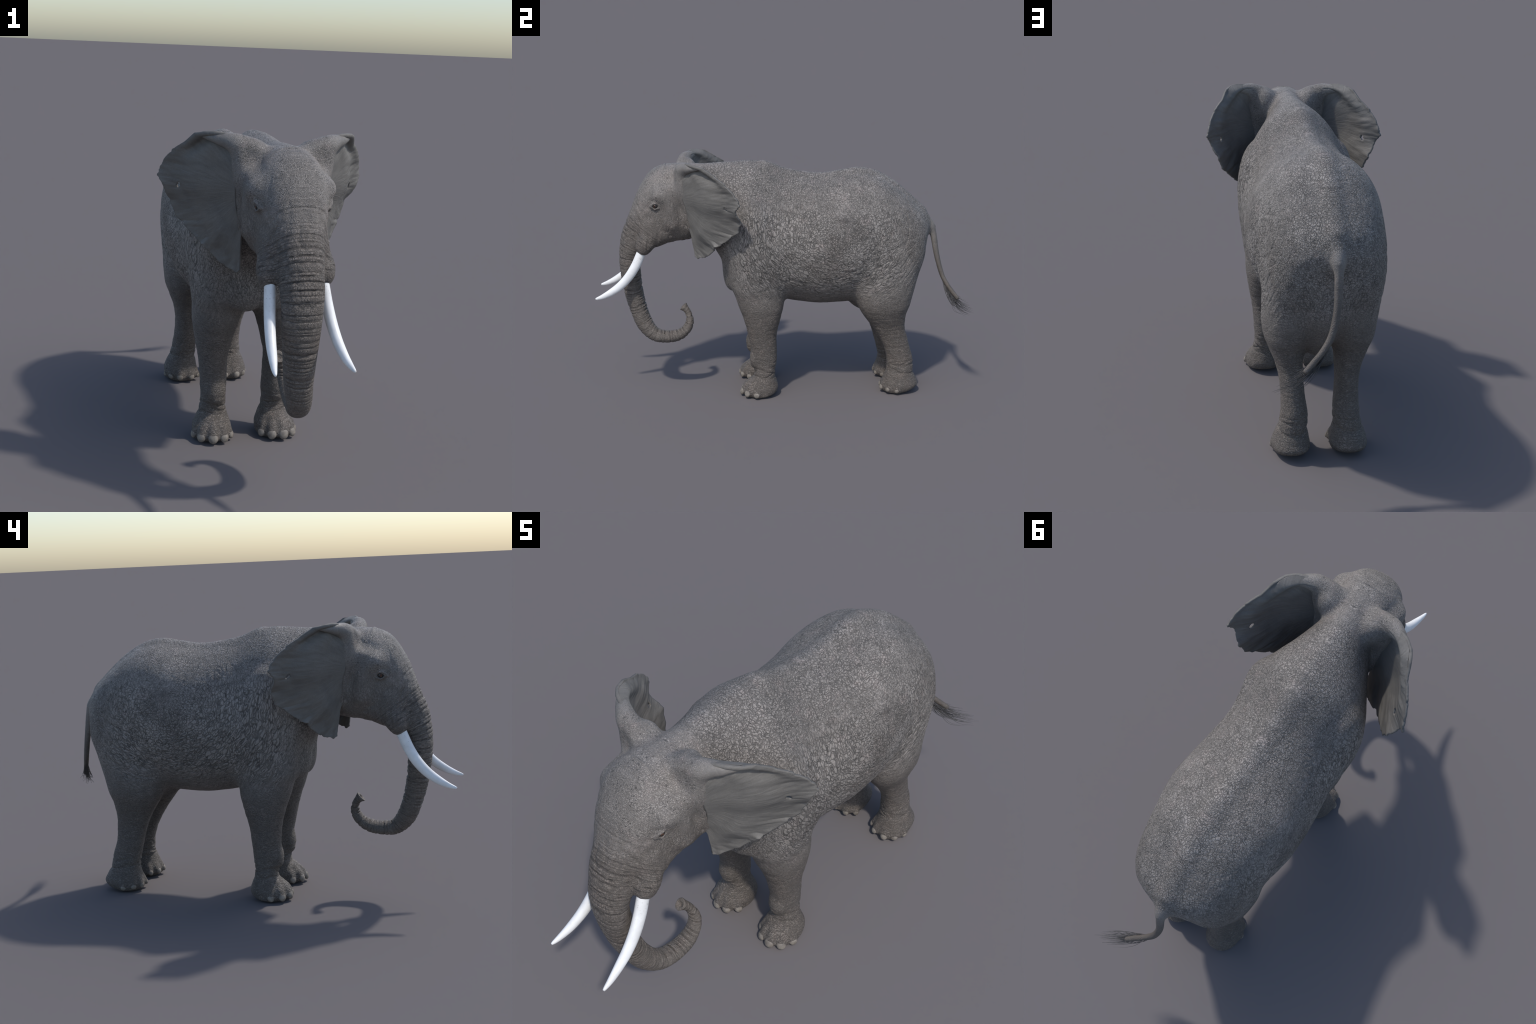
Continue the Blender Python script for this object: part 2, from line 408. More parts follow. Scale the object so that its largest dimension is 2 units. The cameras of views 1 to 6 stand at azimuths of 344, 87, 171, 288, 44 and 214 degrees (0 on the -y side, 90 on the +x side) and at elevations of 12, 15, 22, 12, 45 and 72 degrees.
# grooves that curve around the flank, deepest behind the shoulder and on the belly side
gy, gz = y - 0.30, z - 0.98
gr = np.hypot(gy, gz); ga = np.arctan2(gy, -gz)
def grooves(fr, fa, fx, width, seed):
    P = np.stack([M * fx, gr * fr, ga * 0.3 * fa + seed], 1)
    Q0 = np.stack([M * 9, y * 9, z * 9], 1)
    wv = np.stack([vnoise(Q0 + k * 5.1 + seed) for k in range(3)], 1) * 1.1
    return np.clip(1 - np.abs(vnoise(P + wv)) / width, 0, 1)
patchy = smoothstep(-0.35, 0.45, vnoise(np.stack([M * 6, y * 6, z * 6], 1)))
side_on = smoothstep(-0.34, -0.12, y) * (1 - smoothstep(0.62, 0.74, y)) * smoothstep(0.50, 0.58, z) * (1 - smoothstep(1.02, 1.16, z)) * smoothstep(0.10, 0.28, gr)
disp = -0.0024 * side_on * (0.35 + 0.65 * patchy) * grooves(44, 13, 26, 0.30, 0.0)
disp += -0.0010 * side_on * grooves(80, 30, 50, 0.35, 4.7)
disp += -0.0008 * flank * (1 - side_on) * np.maximum(folds(60, 60, 60), 0)
# stifle and elbow skin folds
wrist = np.exp(-((z - 0.135) / 0.05)**2)
disp += -0.0042 * legs * (0.30 + wrist) * np.clip(1 - np.abs(folds(16, 52, 16)) / 0.4, 0, 1) * smoothstep(0.09, 0.12, z)
face = smoothstep(0.42, 0.5, -y) * smoothstep(0.78, 0.86, z)
disp += -0.0026 * face * np.clip(1 - np.abs(folds(42, 13, 26)) / 0.35, 0, 1) * (1 - 0.6 * smoothstep(1.05, 1.12, z))
# wrinkled lids: folds ringing the eye, deeper above and below
ed = np.hypot((y + 0.668) / 1.25, z - 1.050)
by_eye = (M > 0.10) * (y > -0.74) * (y < -0.58)
for rr, dd in ((0.0215, 0.0022), (0.0300, 0.0024), (0.0385, 0.0016)):
    disp += -dd * by_eye * np.exp(-((ed - rr - 0.003 * np.sin(6 * np.arctan2(z - 1.05, y + 0.668))) / 0.0032)**2)
sheath = np.exp(-(((y + 0.735) / 0.05)**2 + ((z - 0.83) / 0.06)**2)) * smoothstep(0.085, 0.10, M)
disp += -0.0040 * sheath * np.maximum(folds(80, 14, 60), 0)
V = V + N * disp[:, None]
N = vertex_normals(V, Q)

# ------------------------------------------------------------------ object plumbing
root = bpy.data.objects.new("elephant", None)
root.empty_display_size = 0.2
bpy.context.scene.collection.objects.link(root)
root["label"] = "grey African elephant with curled trunk and white tusks"
root["category"] = "elephant"

def add_object(name, mesh, mat, parent=root):
    o = bpy.data.objects.new(name, mesh)
    bpy.context.scene.collection.objects.link(o)
    o.parent = parent
    if mat:
        mesh.materials.clear(); mesh.materials.append(mat)
    return o

def mesh_from(name, V, F, normals=None):
    me = bpy.data.meshes.new(name)
    F = np.asarray(F)
    me.vertices.add(len(V)); me.vertices.foreach_set("co", np.asarray(V, np.float32).ravel())
    n, k = F.shape
    me.loops.add(n * k); me.loops.foreach_set("vertex_index", F.astype(np.int32).ravel())
    me.polygons.add(n)
    me.polygons.foreach_set("loop_start", np.arange(0, n * k, k, dtype=np.int32))
    me.polygons.foreach_set("loop_total", np.full(n, k, np.int32))
    me.update(calc_edges=True); me.validate()
    me.polygons.foreach_set("use_smooth", np.ones(len(me.polygons), bool))
    if normals is not None:
        me.normals_split_custom_set_from_vertices([tuple(v) for v in normals])
    return me

# ------------------------------------------------------------------ materials
class Nodes:
    def __init__(s, name):
        s.mat = bpy.data.materials.new(name); s.mat.use_nodes = True
        s.t = s.mat.node_tree; s.bsdf = s.t.nodes["Principled BSDF"]
        s.out = s.t.nodes["Material Output"]
    def n(s, kind, ins=None, **props):
        d = s.t.nodes.new("ShaderNode" + kind)
        for k, v in props.items(): setattr(d, k, v)
        for k, v in (ins or {}).items():
            if isinstance(v, bpy.types.NodeSocket): s.t.links.new(v, d.inputs[k])
            else: d.inputs[k].default_value = v
        return d
    def link(s, a, b): s.t.links.new(a, b)
    def math(s, op, a, b=0.0, clamp=False):
        return s.n("Math", {0: a, 1: b}, operation=op, use_clamp=clamp).outputs[0]
    def ramp(s, fac, stops, mode="LINEAR"):
        r = s.n("ValToRGB", {"Fac": fac}); r.color_ramp.interpolation = mode
        e = r.color_ramp.elements
        while len(e) < len(stops): e.new(0.5)
        for i, (p, c) in enumerate(stops):
            e[i].position = p; e[i].color = (*c, 1) if len(c) == 3 else c
        return r.outputs["Color"]
    def mix(s, fac, a, b, mode="MIX"):
        m = s.n("Mix", data_type="RGBA", blend_type=mode)
        for k, v in ((0, fac), (6, a), (7, b)):
            if isinstance(v, bpy.types.NodeSocket): s.link(v, m.inputs[k])
            elif k == 0: m.inputs[k].default_value = v
            else: m.inputs[k].default_value = (*v, 1)
        return m.outputs[2]
    def mixf(s, fac, a, b):
        m = s.n("Mix", data_type="FLOAT")
        for k, v in ((0, fac), (2, a), (3, b)):
            if isinstance(v, bpy.types.NodeSocket): s.link(v, m.inputs[k])
            else: m.inputs[k].default_value = v
        return m.outputs[0]
    def step(s, v, a, b):
        return s.n("MapRange", {"Value": v, "From Min": a, "From Max": b}, interpolation_type="SMOOTHSTEP").outputs[0]

def skin_material(name):
    m = Nodes(name)
    co = m.n("TexCoord").outputs["Object"]
    sep = m.n("SeparateXYZ", {0: co})
    ax = m.math("ABSOLUTE", sep.outputs[0]); y = sep.outputs[1]; z = sep.outputs[2]
    P = m.n("CombineXYZ", {0: ax, 1: y, 2: z}).outputs[0]
    def warped(src, scale, amount, detail=2.0):
        n = m.n("TexNoise", {"Vector": P, "Scale": scale, "Detail": detail}).outputs["Color"]
        w = m.n("VectorMath", {0: n, 1: (0.5, 0.5, 0.5)}, operation="SUBTRACT").outputs[0]
        w = m.n("VectorMath", {0: w, 3: amount}, operation="SCALE").outputs[0]
        return m.n("VectorMath", {0: src, 1: w}, operation="ADD").outputs[0]
    PW = warped(warped(P, 7.0, 0.050), 45.0, 0.012)
    def creases(src, size, rot=(0, 0, 0), scale=62.0):
        """leathery maze: thin winding lines and cell borders, stretched by size; 0 in the crease"""
        v = m.n("Mapping", {"Vector": src, "Rotation": rot, "Scale": size}, vector_type="TEXTURE").outputs[0]
        e = m.n("TexVoronoi", {"Vector": v, "Scale": scale * 1.25}, feature="DISTANCE_TO_EDGE").outputs["Distance"]
        nz = m.n("TexNoise", {"Vector": v, "Scale": scale * 0.85, "Detail": 1.5, "Roughness": 0.5}).outputs["Fac"]
        r = m.math("ABSOLUTE", m.math("SUBTRACT", nz, 0.5))
        return m.math("MINIMUM", m.math("ADD", m.math("MULTIPLY", m.step(e, 0.0, 0.15), 0.75), 0.25), m.step(r, 0.0, 0.060))
    # creases of barrel and thigh curve around the flank
    s2 = m.n("SeparateXYZ", {0: PW})
    fy = m.math("SUBTRACT", s2.outputs[1], 0.30); fz = m.math("SUBTRACT", s2.outputs[2], 0.98)
    fr = m.math("SQRT", m.math("ADD", m.math("MULTIPLY", fy, fy), m.math("MULTIPLY", fz, fz)))
    fa = m.math("ARCTAN2", fy, m.math("MULTIPLY", fz, -1.0))
    flow = m.n("CombineXYZ", {0: s2.outputs[0], 1: fr, 2: m.math("MULTIPLY", fa, 0.30)}).outputs[0]
    barrel = creases(flow, (0.9, 0.75, 1.8), scale=50.0)
    even = creases(PW, (0.95, 0.95, 0.95), scale=76.0)                    # back and rump
    level = creases(PW, (1.9, 1.7, 0.75), scale=104.0)         # legs
    upright = creases(PW, (0.9, 0.75, 1.8), scale=78.0)       # cheeks and neck
    # the trunk: rings by length, crossed by short lengthwise cracks
    phase = m.n("Attribute", attribute_name="ring_phase").outputs["Fac"]
    tlen = m.n("Attribute", attribute_name="trunk_length").outputs["Fac"]
    wobble = m.n("TexNoise", {"Vector": P, "Scale": 26.0, "Detail": 3.0}).outputs["Fac"]
    ph = m.math("ADD", phase, m.math("MULTIPLY", m.math("SUBTRACT", wobble, 0.5), 0.9))
    rings = m.math("ABSOLUTE", m.math("SINE", m.math("MULTIPLY", ph, math.pi)))
    rings2 = m.math("ABSOLUTE", m.math("SINE", m.math("MULTIPLY", m.math("ADD", ph, m.math("MULTIPLY", wobble, 2.0)), math.pi * 2.0)))
    tv = m.n("CombineXYZ", {0: m.math("MULTIPLY", sep.outputs[0], 0.8), 1: m.math("MULTIPLY", tlen, 1.4), 2: 0.0}).outputs[0]
    cross = m.n("TexVoronoi", {"Vector": tv, "Scale": 95.0}, feature="DISTANCE_TO_EDGE").outputs["Distance"]
    trunkc = m.math("MINIMUM", m.step(rings, 0.0, 0.55), m.math("ADD", m.math("MULTIPLY", m.step(rings2, 0.0, 0.5), 0.6), 0.4))
    trunkc = m.math("MINIMUM", trunkc, m.math("ADD", m.math("MULTIPLY", m.step(cross, 0.0, 0.16), 0.55), 0.45))
    ontrunk = m.step(tlen, 0.24, 0.40)
    # where each direction rules
    low = m.math("SUBTRACT", 1.0, m.step(m.math("ADD", z, m.math("MULTIPLY", m.math("SUBTRACT", wobble, 0.5), 0.16)), 0.42, 0.70))
    high = m.step(z, 0.98, 1.12)
    fore = m.math("SUBTRACT", 1.0, m.step(m.math("ADD", y, m.math("MULTIPLY", m.math("SUBTRACT", wobble, 0.5), 0.15)), -0.34, -0.20))
    c = m.mixf(fore, barrel, upright)
    c = m.mixf(m.math("MULTIPLY", m.math("MAXIMUM", high, m.step(y, 0.52, 0.68)), 0.85), c, even)
    crown = creases(PW, (0.95, 0.95, 0.95), scale=125.0)
    skull = m.math("MULTIPLY", m.math("SUBTRACT", 1.0, m.step(y, -0.52, -0.38)), m.math("SUBTRACT", 1.0, ontrunk))
    c = m.mixf(m.math("MULTIPLY", skull, m.step(z, 0.98, 1.08)), c, crown)
    c = m.mixf(low, c, level)
    c = m.mixf(ontrunk, c, trunkc)
    fine = m.n("TexVoronoi", {"Vector": warped(P, 90.0, 0.006), "Scale": 210.0}, feature="DISTANCE_TO_EDGE").outputs["Distance"]
    fl = m.step(fine, 0.0, 0.30)
    grain = m.n("TexNoise", {"Vector": P, "Scale": 240.0, "Detail": 4.0, "Roughness": 0.7}).outputs["Fac"]
    patch = m.n("TexNoise", {"Vector": P, "Scale": 6.0, "Detail": 5.0, "Roughness": 0.65}).outputs["Fac"]
    patch2 = m.n("TexNoise", {"Vector": P, "Scale": 26.0, "Detail": 3.0, "Roughness": 0.6}).outputs["Fac"]
    pink = m.n("TexNoise", {"Vector": P, "Scale": 17.0, "Detail": 4.0, "Roughness": 0.7, "W": 2.0}, noise_dimensions="4D").outputs["Fac"]
    # coarse creases are strong on the barrel, weak on skull and lower legs
    skull = m.math("MULTIPLY", m.math("SUBTRACT", 1.0, m.step(y, -0.52, -0.38)), m.math("SUBTRACT", 1.0, ontrunk))
    coarse = m.math("SUBTRACT", 1.0, m.math("ADD", m.math("MULTIPLY", skull, 0.42), m.math("MULTIPLY", low, 0.25)))
    coarse = m.math("MULTIPLY", coarse, m.math("SUBTRACT", 1.0, m.math("MULTIPLY", m.step(y, 0.775, 0.805), 0.8)))
    coarse = m.math("MULTIPLY", coarse, m.mixf(m.step(patch2, 0.30, 0.65), 0.72, 1.0))
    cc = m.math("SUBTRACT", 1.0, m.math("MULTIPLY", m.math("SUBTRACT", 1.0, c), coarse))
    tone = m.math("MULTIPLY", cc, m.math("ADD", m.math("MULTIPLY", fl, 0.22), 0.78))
    # colours: weathered grey ridges, dark creases; darker brown on limbs, lower face and trunk
    ridge = m.ramp(patch, [(0.32, (0.250, 0.226, 0.204)), (0.52, (0.318, 0.288, 0.261)), (0.70, (0.405, 0.366, 0.334))])
    ridge = m.mix(m.math("MULTIPLY", m.step(pink, 0.50, 0.72), 0.45), ridge, (0.430, 0.350, 0.318))
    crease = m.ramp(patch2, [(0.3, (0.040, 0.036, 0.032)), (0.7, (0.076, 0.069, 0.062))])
    brown_ridge = m.ramp(patch2, [(0.30, (0.115, 0.096, 0.079)), (0.55, (0.162, 0.134, 0.111)), (0.75, (0.222, 0.178, 0.147))])
    brown_crease = m.ramp(pink, [(0.3, (0.038, 0.033, 0.029)), (0.7, (0.060, 0.048, 0.041))])
    face = m.math("MULTIPLY", m.math("SUBTRACT", 1.0, m.step(y, -0.50, -0.40)), m.math("SUBTRACT", 1.0, m.step(m.math("ADD", z, m.math("MULTIPLY", m.math("SUBTRACT", patch2, 0.5), 0.25)), 0.90, 1.16)))
    mud = m.math("MAXIMUM", m.math("MULTIPLY", low, 0.85), m.math("MAXIMUM", m.math("MULTIPLY", face, 0.75), m.math("MULTIPLY", ontrunk, 0.80)))  # brown tone
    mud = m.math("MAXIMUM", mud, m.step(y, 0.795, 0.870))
    blotch = m.math("MULTIPLY", m.math("SUBTRACT", 1.0, m.step(patch, 0.36, 0.50)), m.math("SUBTRACT", 1.0, m.step(z, 0.80, 1.10)))
    mud = m.math("MAXIMUM", mud, m.math("MULTIPLY", blotch, 0.35))
    mud = m.math("MULTIPLY", mud, m.mixf(m.step(patch, 0.30, 0.60), 0.75, 1.0))
    ridge = m.mix(mud, ridge, brown_ridge)
    crease = m.mix(mud, crease, brown_crease)
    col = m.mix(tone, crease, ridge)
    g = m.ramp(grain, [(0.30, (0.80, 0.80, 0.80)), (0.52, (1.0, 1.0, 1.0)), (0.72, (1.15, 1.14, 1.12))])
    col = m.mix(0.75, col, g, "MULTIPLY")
    # dark flecks on the skull
    sv = m.n("Mapping", {"Vector": warped(P, 60.0, 0.014), "Scale": (1.0, 0.8, 1.5)}).outputs[0]
    speck = m.n("TexVoronoi", {"Vector": sv, "Scale": 88.0}, feature="F1").outputs["Distance"]
    spots = m.math("MULTIPLY", m.math("SUBTRACT", 1.0, m.step(speck, 0.16, 0.40)), m.math("MULTIPLY", skull, m.step(z, 0.98, 1.10)))
    spots = m.math("MULTIPLY", spots, m.step(patch2, 0.35, 0.62))
    col = m.mix(m.math("MULTIPLY", spots, 0.75), col, (0.060, 0.056, 0.052))
    col = m.mix(m.math("MULTIPLY", m.step(y, 0.795, 0.850), 0.40), col, (0.055, 0.050, 0.045))     # shade on the tail, painted into its colour
    # the fold that carries the ear is smooth, like the ear
    fold = m.math("MULTIPLY", m.step(ax, 0.150, 0.225), m.math("MULTIPLY", m.step(z, 1.02, 1.12), m.math("SUBTRACT", 1.0, m.step(y, -0.38, -0.34))))
    col = m.mix(m.math("MULTIPLY", fold, 0.85), col, m.ramp(patch2, [(0.3, (0.150, 0.140, 0.128)), (0.7, (0.205, 0.190, 0.174))]))
    calm = m.math("SUBTRACT", 1.0, m.math("MULTIPLY", fold, 0.8))
    m.link(col, m.bsdf.inputs["Base Color"])
    m.link(m.mixf(tone, 0.70, 0.48), m.bsdf.inputs["Roughness"])
    m.bsdf.inputs["Specular IOR Level"].default_value = 0.5
    hgt = m.math("ADD", m.math("MULTIPLY", cc, 1.0), m.math("ADD", m.math("MULTIPLY", fl, 0.25), m.math("MULTIPLY", grain, 0.25)))
    bump = m.n("Bump", {"Height": hgt, "Strength": m.math("MULTIPLY", calm, 0.8), "Distance": 0.0040})
    m.link(bump.outputs[0], m.bsdf.inputs["Normal"])
    return m.mat

def ear_material(name):
    m = Nodes(name)
    co = m.n("TexCoord").outputs["Object"]
    sep = m.n("SeparateXYZ", {0: co})
    ax = m.math("ABSOLUTE", sep.outputs[0]); y = sep.outputs[1]; z = sep.outputs[2]
    P = m.n("CombineXYZ", {0: ax, 1: y, 2: z}).outputs[0]
    # streaks fan out from the ear root
    dx = m.math("SUBTRACT", ax, 0.13); dz = m.math("SUBTRACT", z, 1.08)
    ang = m.math("ARCTAN2", dz, dx)
    r = m.math("SQRT", m.math("ADD", m.math("MULTIPLY", dx, dx), m.math("MULTIPLY", dz, dz)))
    fan = m.n("CombineXYZ", {0: m.math("MULTIPLY", ang, 5.0), 1: m.math("MULTIPLY", r, 6.0), 2: 0.0}).outputs[0]
    streak = m.n("TexNoise", {"Vector": fan, "Scale": 3.0, "Detail": 5.0, "Roughness": 0.6, "Distortion": 0.6}).outputs["Fac"]
    patch = m.n("TexNoise", {"Vector": P, "Scale": 14.0, "Detail": 4.0}).outputs["Fac"]
    grain = m.n("TexNoise", {"Vector": P, "Scale": 240.0, "Detail": 3.0}).outputs["Fac"]
    col = m.ramp(streak, [(0.28, (0.138, 0.130, 0.119)), (0.50, (0.158, 0.149, 0.137)), (0.72, (0.180, 0.170, 0.157))])
    col = m.mix(0.6, col, m.ramp(patch, [(0.3, (0.75, 0.75, 0.75)), (0.6, (1.08, 1.07, 1.05))]), "MULTIPLY")
    g = m.ramp(grain, [(0.3, (0.88, 0.88, 0.88)), (0.7, (1.10, 1.10, 1.10))])
    col = m.mix(0.7, col, g, "MULTIPLY")
    m.link(col, m.bsdf.inputs["Base Color"])
    m.bsdf.inputs["Roughness"].default_value = 0.65
    m.bsdf.inputs["Specular IOR Level"].default_value = 0.35
    h = m.math("ADD", m.math("MULTIPLY", streak, 1.0), m.math("MULTIPLY", grain, 0.12))
    bump = m.n("Bump", {"Height": h, "Strength": 0.35, "Distance": 0.006})
    m.link(bump.outputs[0], m.bsdf.inputs["Normal"])
    return m.mat

def ivory_material(name):
    m = Nodes(name)
    co = m.n("TexCoord").outputs["Object"]
    streak = m.n("Mapping", {"Vector": co, "Scale": (30, 8, 12)}).outputs[0]
    n1 = m.n("TexNoise", {"Vector": streak, "Scale": 2.0, "Detail": 5.0}).outputs["Fac"]
    sp = m.n("TexNoise", {"Vector": co, "Scale": 130.0, "Detail": 3.0, "Roughness": 0.7}).outputs["Fac"]
    z = m.n("SeparateXYZ", {0: co}).outputs[2]
    base = m.ramp(n1, [(0.35, (0.80, 0.79, 0.77)), (0.6, (0.90, 0.895, 0.88))])
    dirt = m.math("MULTIPLY", m.step(sp, 0.60, 0.70), m.math("ADD", m.math("MULTIPLY", m.step(z, 0.70, 0.79), 0.6), 0.10))
    col = m.mix(dirt, base, (0.25, 0.22, 0.19))
    m.link(col, m.bsdf.inputs["Base Color"])
    m.bsdf.inputs["Roughness"].default_value = 0.38
    return m.mat

def nail_material(name):
    m = Nodes(name)
    co = m.n("TexCoord").outputs["Object"]
    n1 = m.n("TexNoise", {"Vector": co, "Scale": 60.0, "Detail": 4.0}).outputs["Fac"]
    n2 = m.n("TexNoise", {"Vector": co, "Scale": 300.0, "Detail": 3.0}).outputs["Fac"]
    col = m.ramp(n1, [(0.3, (0.150, 0.128, 0.106)), (0.55, (0.225, 0.196, 0.164)), (0.8, (0.32, 0.28, 0.235))])
    col = m.mix(0.6, col, m.ramp(n2, [(0.3, (0.75, 0.75, 0.75)), (0.7, (1.1, 1.1, 1.1))]), "MULTIPLY")
    m.link(col, m.bsdf.inputs["Base Color"])
    m.bsdf.inputs["Roughness"].default_value = 0.55
    bump = m.n("Bump", {"Height": n1, "Strength": 0.4, "Distance": 0.002})
    m.link(bump.outputs[0], m.bsdf.inputs["Normal"])
    return m.mat

def plain(name, col, rough):
    m = Nodes(name)
    co = m.n("TexCoord").outputs["Object"]
    n1 = m.n("TexNoise", {"Vector": co, "Scale": 90.0, "Detail": 3.0}).outputs["Fac"]
    lo = tuple(c * 0.7 for c in col); hi = tuple(c * 1.25 for c in col)
    m.link(m.ramp(n1, [(0.3, lo), (0.7, hi)]), m.bsdf.inputs["Base Color"])
    m.bsdf.inputs["Roughness"].default_value = rough
    return m.mat

SKIN = skin_material("elephant_skin")
EAR = ear_material("ear_skin")
IVORY = ivory_material("ivory")
NAIL = nail_material("toenail_horn")
HAIR = plain("tail_hair_black", (0.060, 0.057, 0.056), 0.5)
EYEBALL = plain("eyeball_dark", (0.035, 0.030, 0.028), 0.15)
IRIS = plain("iris_amber", (0.15, 0.060, 0.028), 0.15)
PUPIL = plain("pupil_black", (0.008, 0.008, 0.008), 0.1)

# ------------------------------------------------------------------ split the skin by region
C = V[Q].mean(1)
cx, cy, cz = C.T
region = np.zeros(len(Q), int)                                   # torso
names = ["torso", "head", "trunk", "foreleg", "foreleg", "hindleg", "hindleg", "tail",
         "foot", "foot", "foot", "foot"]
headmask = (cy < -0.40) & (cz - 0.86 > -(cy + 0.50) * 0.6 - 0.25)
headmask &= (cy + 0.40) < 0.12 * (1.05 - cz)
region[headmask & (cz > 0.70)] = 1
# trunk begins where the rings begin, on a slanted cut between forehead and mouth
tr = (cy < -0.48) & (((cz < 0.885 + 0.45 * (-(cy) - 0.80)) & (cy < -0.775)) | (cz < 0.775)) & (np.abs(cx) < 0.098)
region[tr] = 2
fl = (cz < 0.50 + 0.25 * np.clip(np.abs(cx) - 0.05, 0, 1)) & (cy > -0.40) & (cy < 0.10) & (np.abs(cx) > 0.0375)
region[fl & (cx > 0)] = 3; region[fl & (cx < 0)] = 4
hl = (cz < 0.49 + 0.40 * np.clip(np.abs(cx) - 0.05, 0, 1)) & (cy > 0.33) & (cy < 0.78) & (np.abs(cx) > 0.006)
region[hl & (cx > 0)] = 5; region[hl & (cx < 0)] = 6
tl = (cy - 0.793) > 0.25 * (0.90 - cz) * (cz > 0.9)
tl &= cy > 0.785
region[tl] = 7
for i in (3, 4, 5, 6):
    region[(region == i) & (cz < 0.105)] = i + 5
part = {}
for i, nm in enumerate(names):
    f = Q[region == i]
    if not len(f): continue
    used, inv = np.unique(f, return_inverse=True)
    me = mesh_from(nm, V[used], inv.reshape(f.shape), N[used])
    at = me.attributes.new("ring_phase", "FLOAT", "POINT"); at.data.foreach_set("value", ringat[used].astype(np.float32))
    at = me.attributes.new("trunk_length", "FLOAT", "POINT"); at.data.foreach_set("value", along[used].astype(np.float32))
    part[i] = add_object(nm, me, SKIN, part[i - 5] if i >= 8 else root)

# ------------------------------------------------------------------ swept tubes, ellipsoids
def tube(rows, n, seg, closed=True):
    """rows x,y,z,rx,(ry): smooth tapering tube with rounded ends"""
    C = catmull(rows, n)
    P = C[:, :3]; T = np.gradient(P, axis=0); T /= np.linalg.norm(T, axis=1, keepdims=True)
    up = np.array([1.0, 0, 0]); vs = []
    A = np.cross(T[0], up); A /= np.linalg.norm(A)
    for i in range(n):
        A = A - T[i] * (A @ T[i]); A /= np.linalg.norm(A)
        Bn = np.cross(T[i], A)
        th = np.linspace(0, 2 * math.pi, seg, endpoint=False)
        vs.append(P[i] + C[i, 3] * (np.cos(th)[:, None] * A + np.sin(th)[:, None] * Bn))
    vs = np.concatenate(vs)
    i, j = np.meshgrid(np.arange(n - 1), np.arange(seg), indexing="ij")
    k = (j + 1) % seg
    F = np.stack([i * seg + j, i * seg + k, (i + 1) * seg + k, (i + 1) * seg + j], -1).reshape(-1, 4)
    # end caps as fans of quads to a centre point
    vs = np.concatenate([vs, P[:1], P[-1:]])
    c0, c1 = n * seg, n * seg + 1
    j = np.arange(0, seg, 2)
    cap0 = np.stack([np.full(len(j), c0), (j + 2) % seg, (j + 1) % seg, j], 1)
    o = (n - 1) * seg
    cap1 = np.stack([np.full(len(j), c1), o + j, o + (j + 1) % seg, o + (j + 2) % seg], 1)
    return vs, np.concatenate([F, cap0, cap1])

TUSK = [(0.094, -0.728, 0.835, 0.0250), (0.096, -0.752, 0.795, 0.0265), (0.103, -0.785, 0.725, 0.0265),
        (0.110, -0.822, 0.668, 0.0255), (0.117, -0.868, 0.620, 0.0235), (0.124, -0.920, 0.585, 0.0195),
        (0.131, -0.963, 0.565, 0.0135), (0.135, -0.990, 0.557, 0.0080), (0.1365, -0.9985, 0.5552, 0.0045)]
vs, F = tube([(x, y, z, r * 0.93) for x, y, z, r in TUSK], 60, 32)
axis = catmull(TUSK, 60)[:, 0]
mid = np.concatenate([np.repeat(axis, 32), axis[:1], axis[-1:]])
vs[:, 0] = mid + (vs[:, 0] - mid) * 0.80          # flattened from side to side
for s in (1, -1):
    v = vs * np.array([s, 1, 1])
    add_object("tusk", mesh_from("tusk", v, F if s > 0 else F[:, ::-1]), IVORY)

def ellipsoid(c, r, R, nu=24, nv=14):
    vs, F = [], []
    for i in range(nv + 1):
        t = math.pi * i / nv
        for j in range(nu):
            p = 2 * math.pi * j / nu
            vs.append((math.sin(t) * math.cos(p) * r[0], math.sin(t) * math.sin(p) * r[1], math.cos(t) * r[2]))
    for i in range(nv):
        for j in range(nu):
            k = (j + 1) % nu
            F.append((i * nu + j, (i + 1) * nu + j, (i + 1) * nu + k, i * nu + k))
    return np.array(vs) @ np.array(R).T + np.array(c), np.array(F)

def frame(out):
    o = np.array(out, float); o /= np.linalg.norm(o)
    side = np.cross((0, 0, 1), o); side /= np.linalg.norm(side)
    return np.stack([o, side, np.cross(o, side)], 1)

# toenails, sunk into the toes
for toes, c, (pr, pl) in ((FORE_TOES, FC, (8, 9)), (HIND_TOES, HC, (10, 11))):
    for s, host in ((1, pr), (-1, pl)):
        for x, yv, zv, r in toes:
            ux, uy = toe_out((x, yv), c)
            R = frame((ux, uy, 0.30))
            big = 0.95 if c is FC else 0.85
            off = r * 0.52 - 0.0075
            vs, F = ellipsoid((x + ux * off, yv + uy * off, zv - 0.003), (r * 0.50, r * 0.84 * big, r * 0.92 * big), R)
            vs[:, 0] *= s
            add_object("toenail", mesh_from("toenail", vs, F if s > 0 else F[:, ::-1]), NAIL, part[host - 5])

# eyes
for s in (1, -1):
    c = (0.1250, -0.671, 1.050)
    R = frame((0.95, -0.28, 0.05))
    vs, F = ellipsoid(c, (0.0135, 0.0145, 0.0125), R)
    vs[:, 0] *= s
    eye = add_object("eye", mesh_from("eye", vs, F if s > 0 else F[:, ::-1]), EYEBALL)
    for nm, off, rr, mat in (("iris", 0.0105, 0.0062, IRIS), ("pupil", 0.0122, 0.0032, PUPIL)):
        cc = np.array(c) + R[:, 0] * off
        vs, F = ellipsoid(cc, (0.0032, rr, rr), R)
        vs[:, 0] *= s
        add_object(nm, mesh_from(nm, vs, F if s > 0 else F[:, ::-1]), mat, eye)

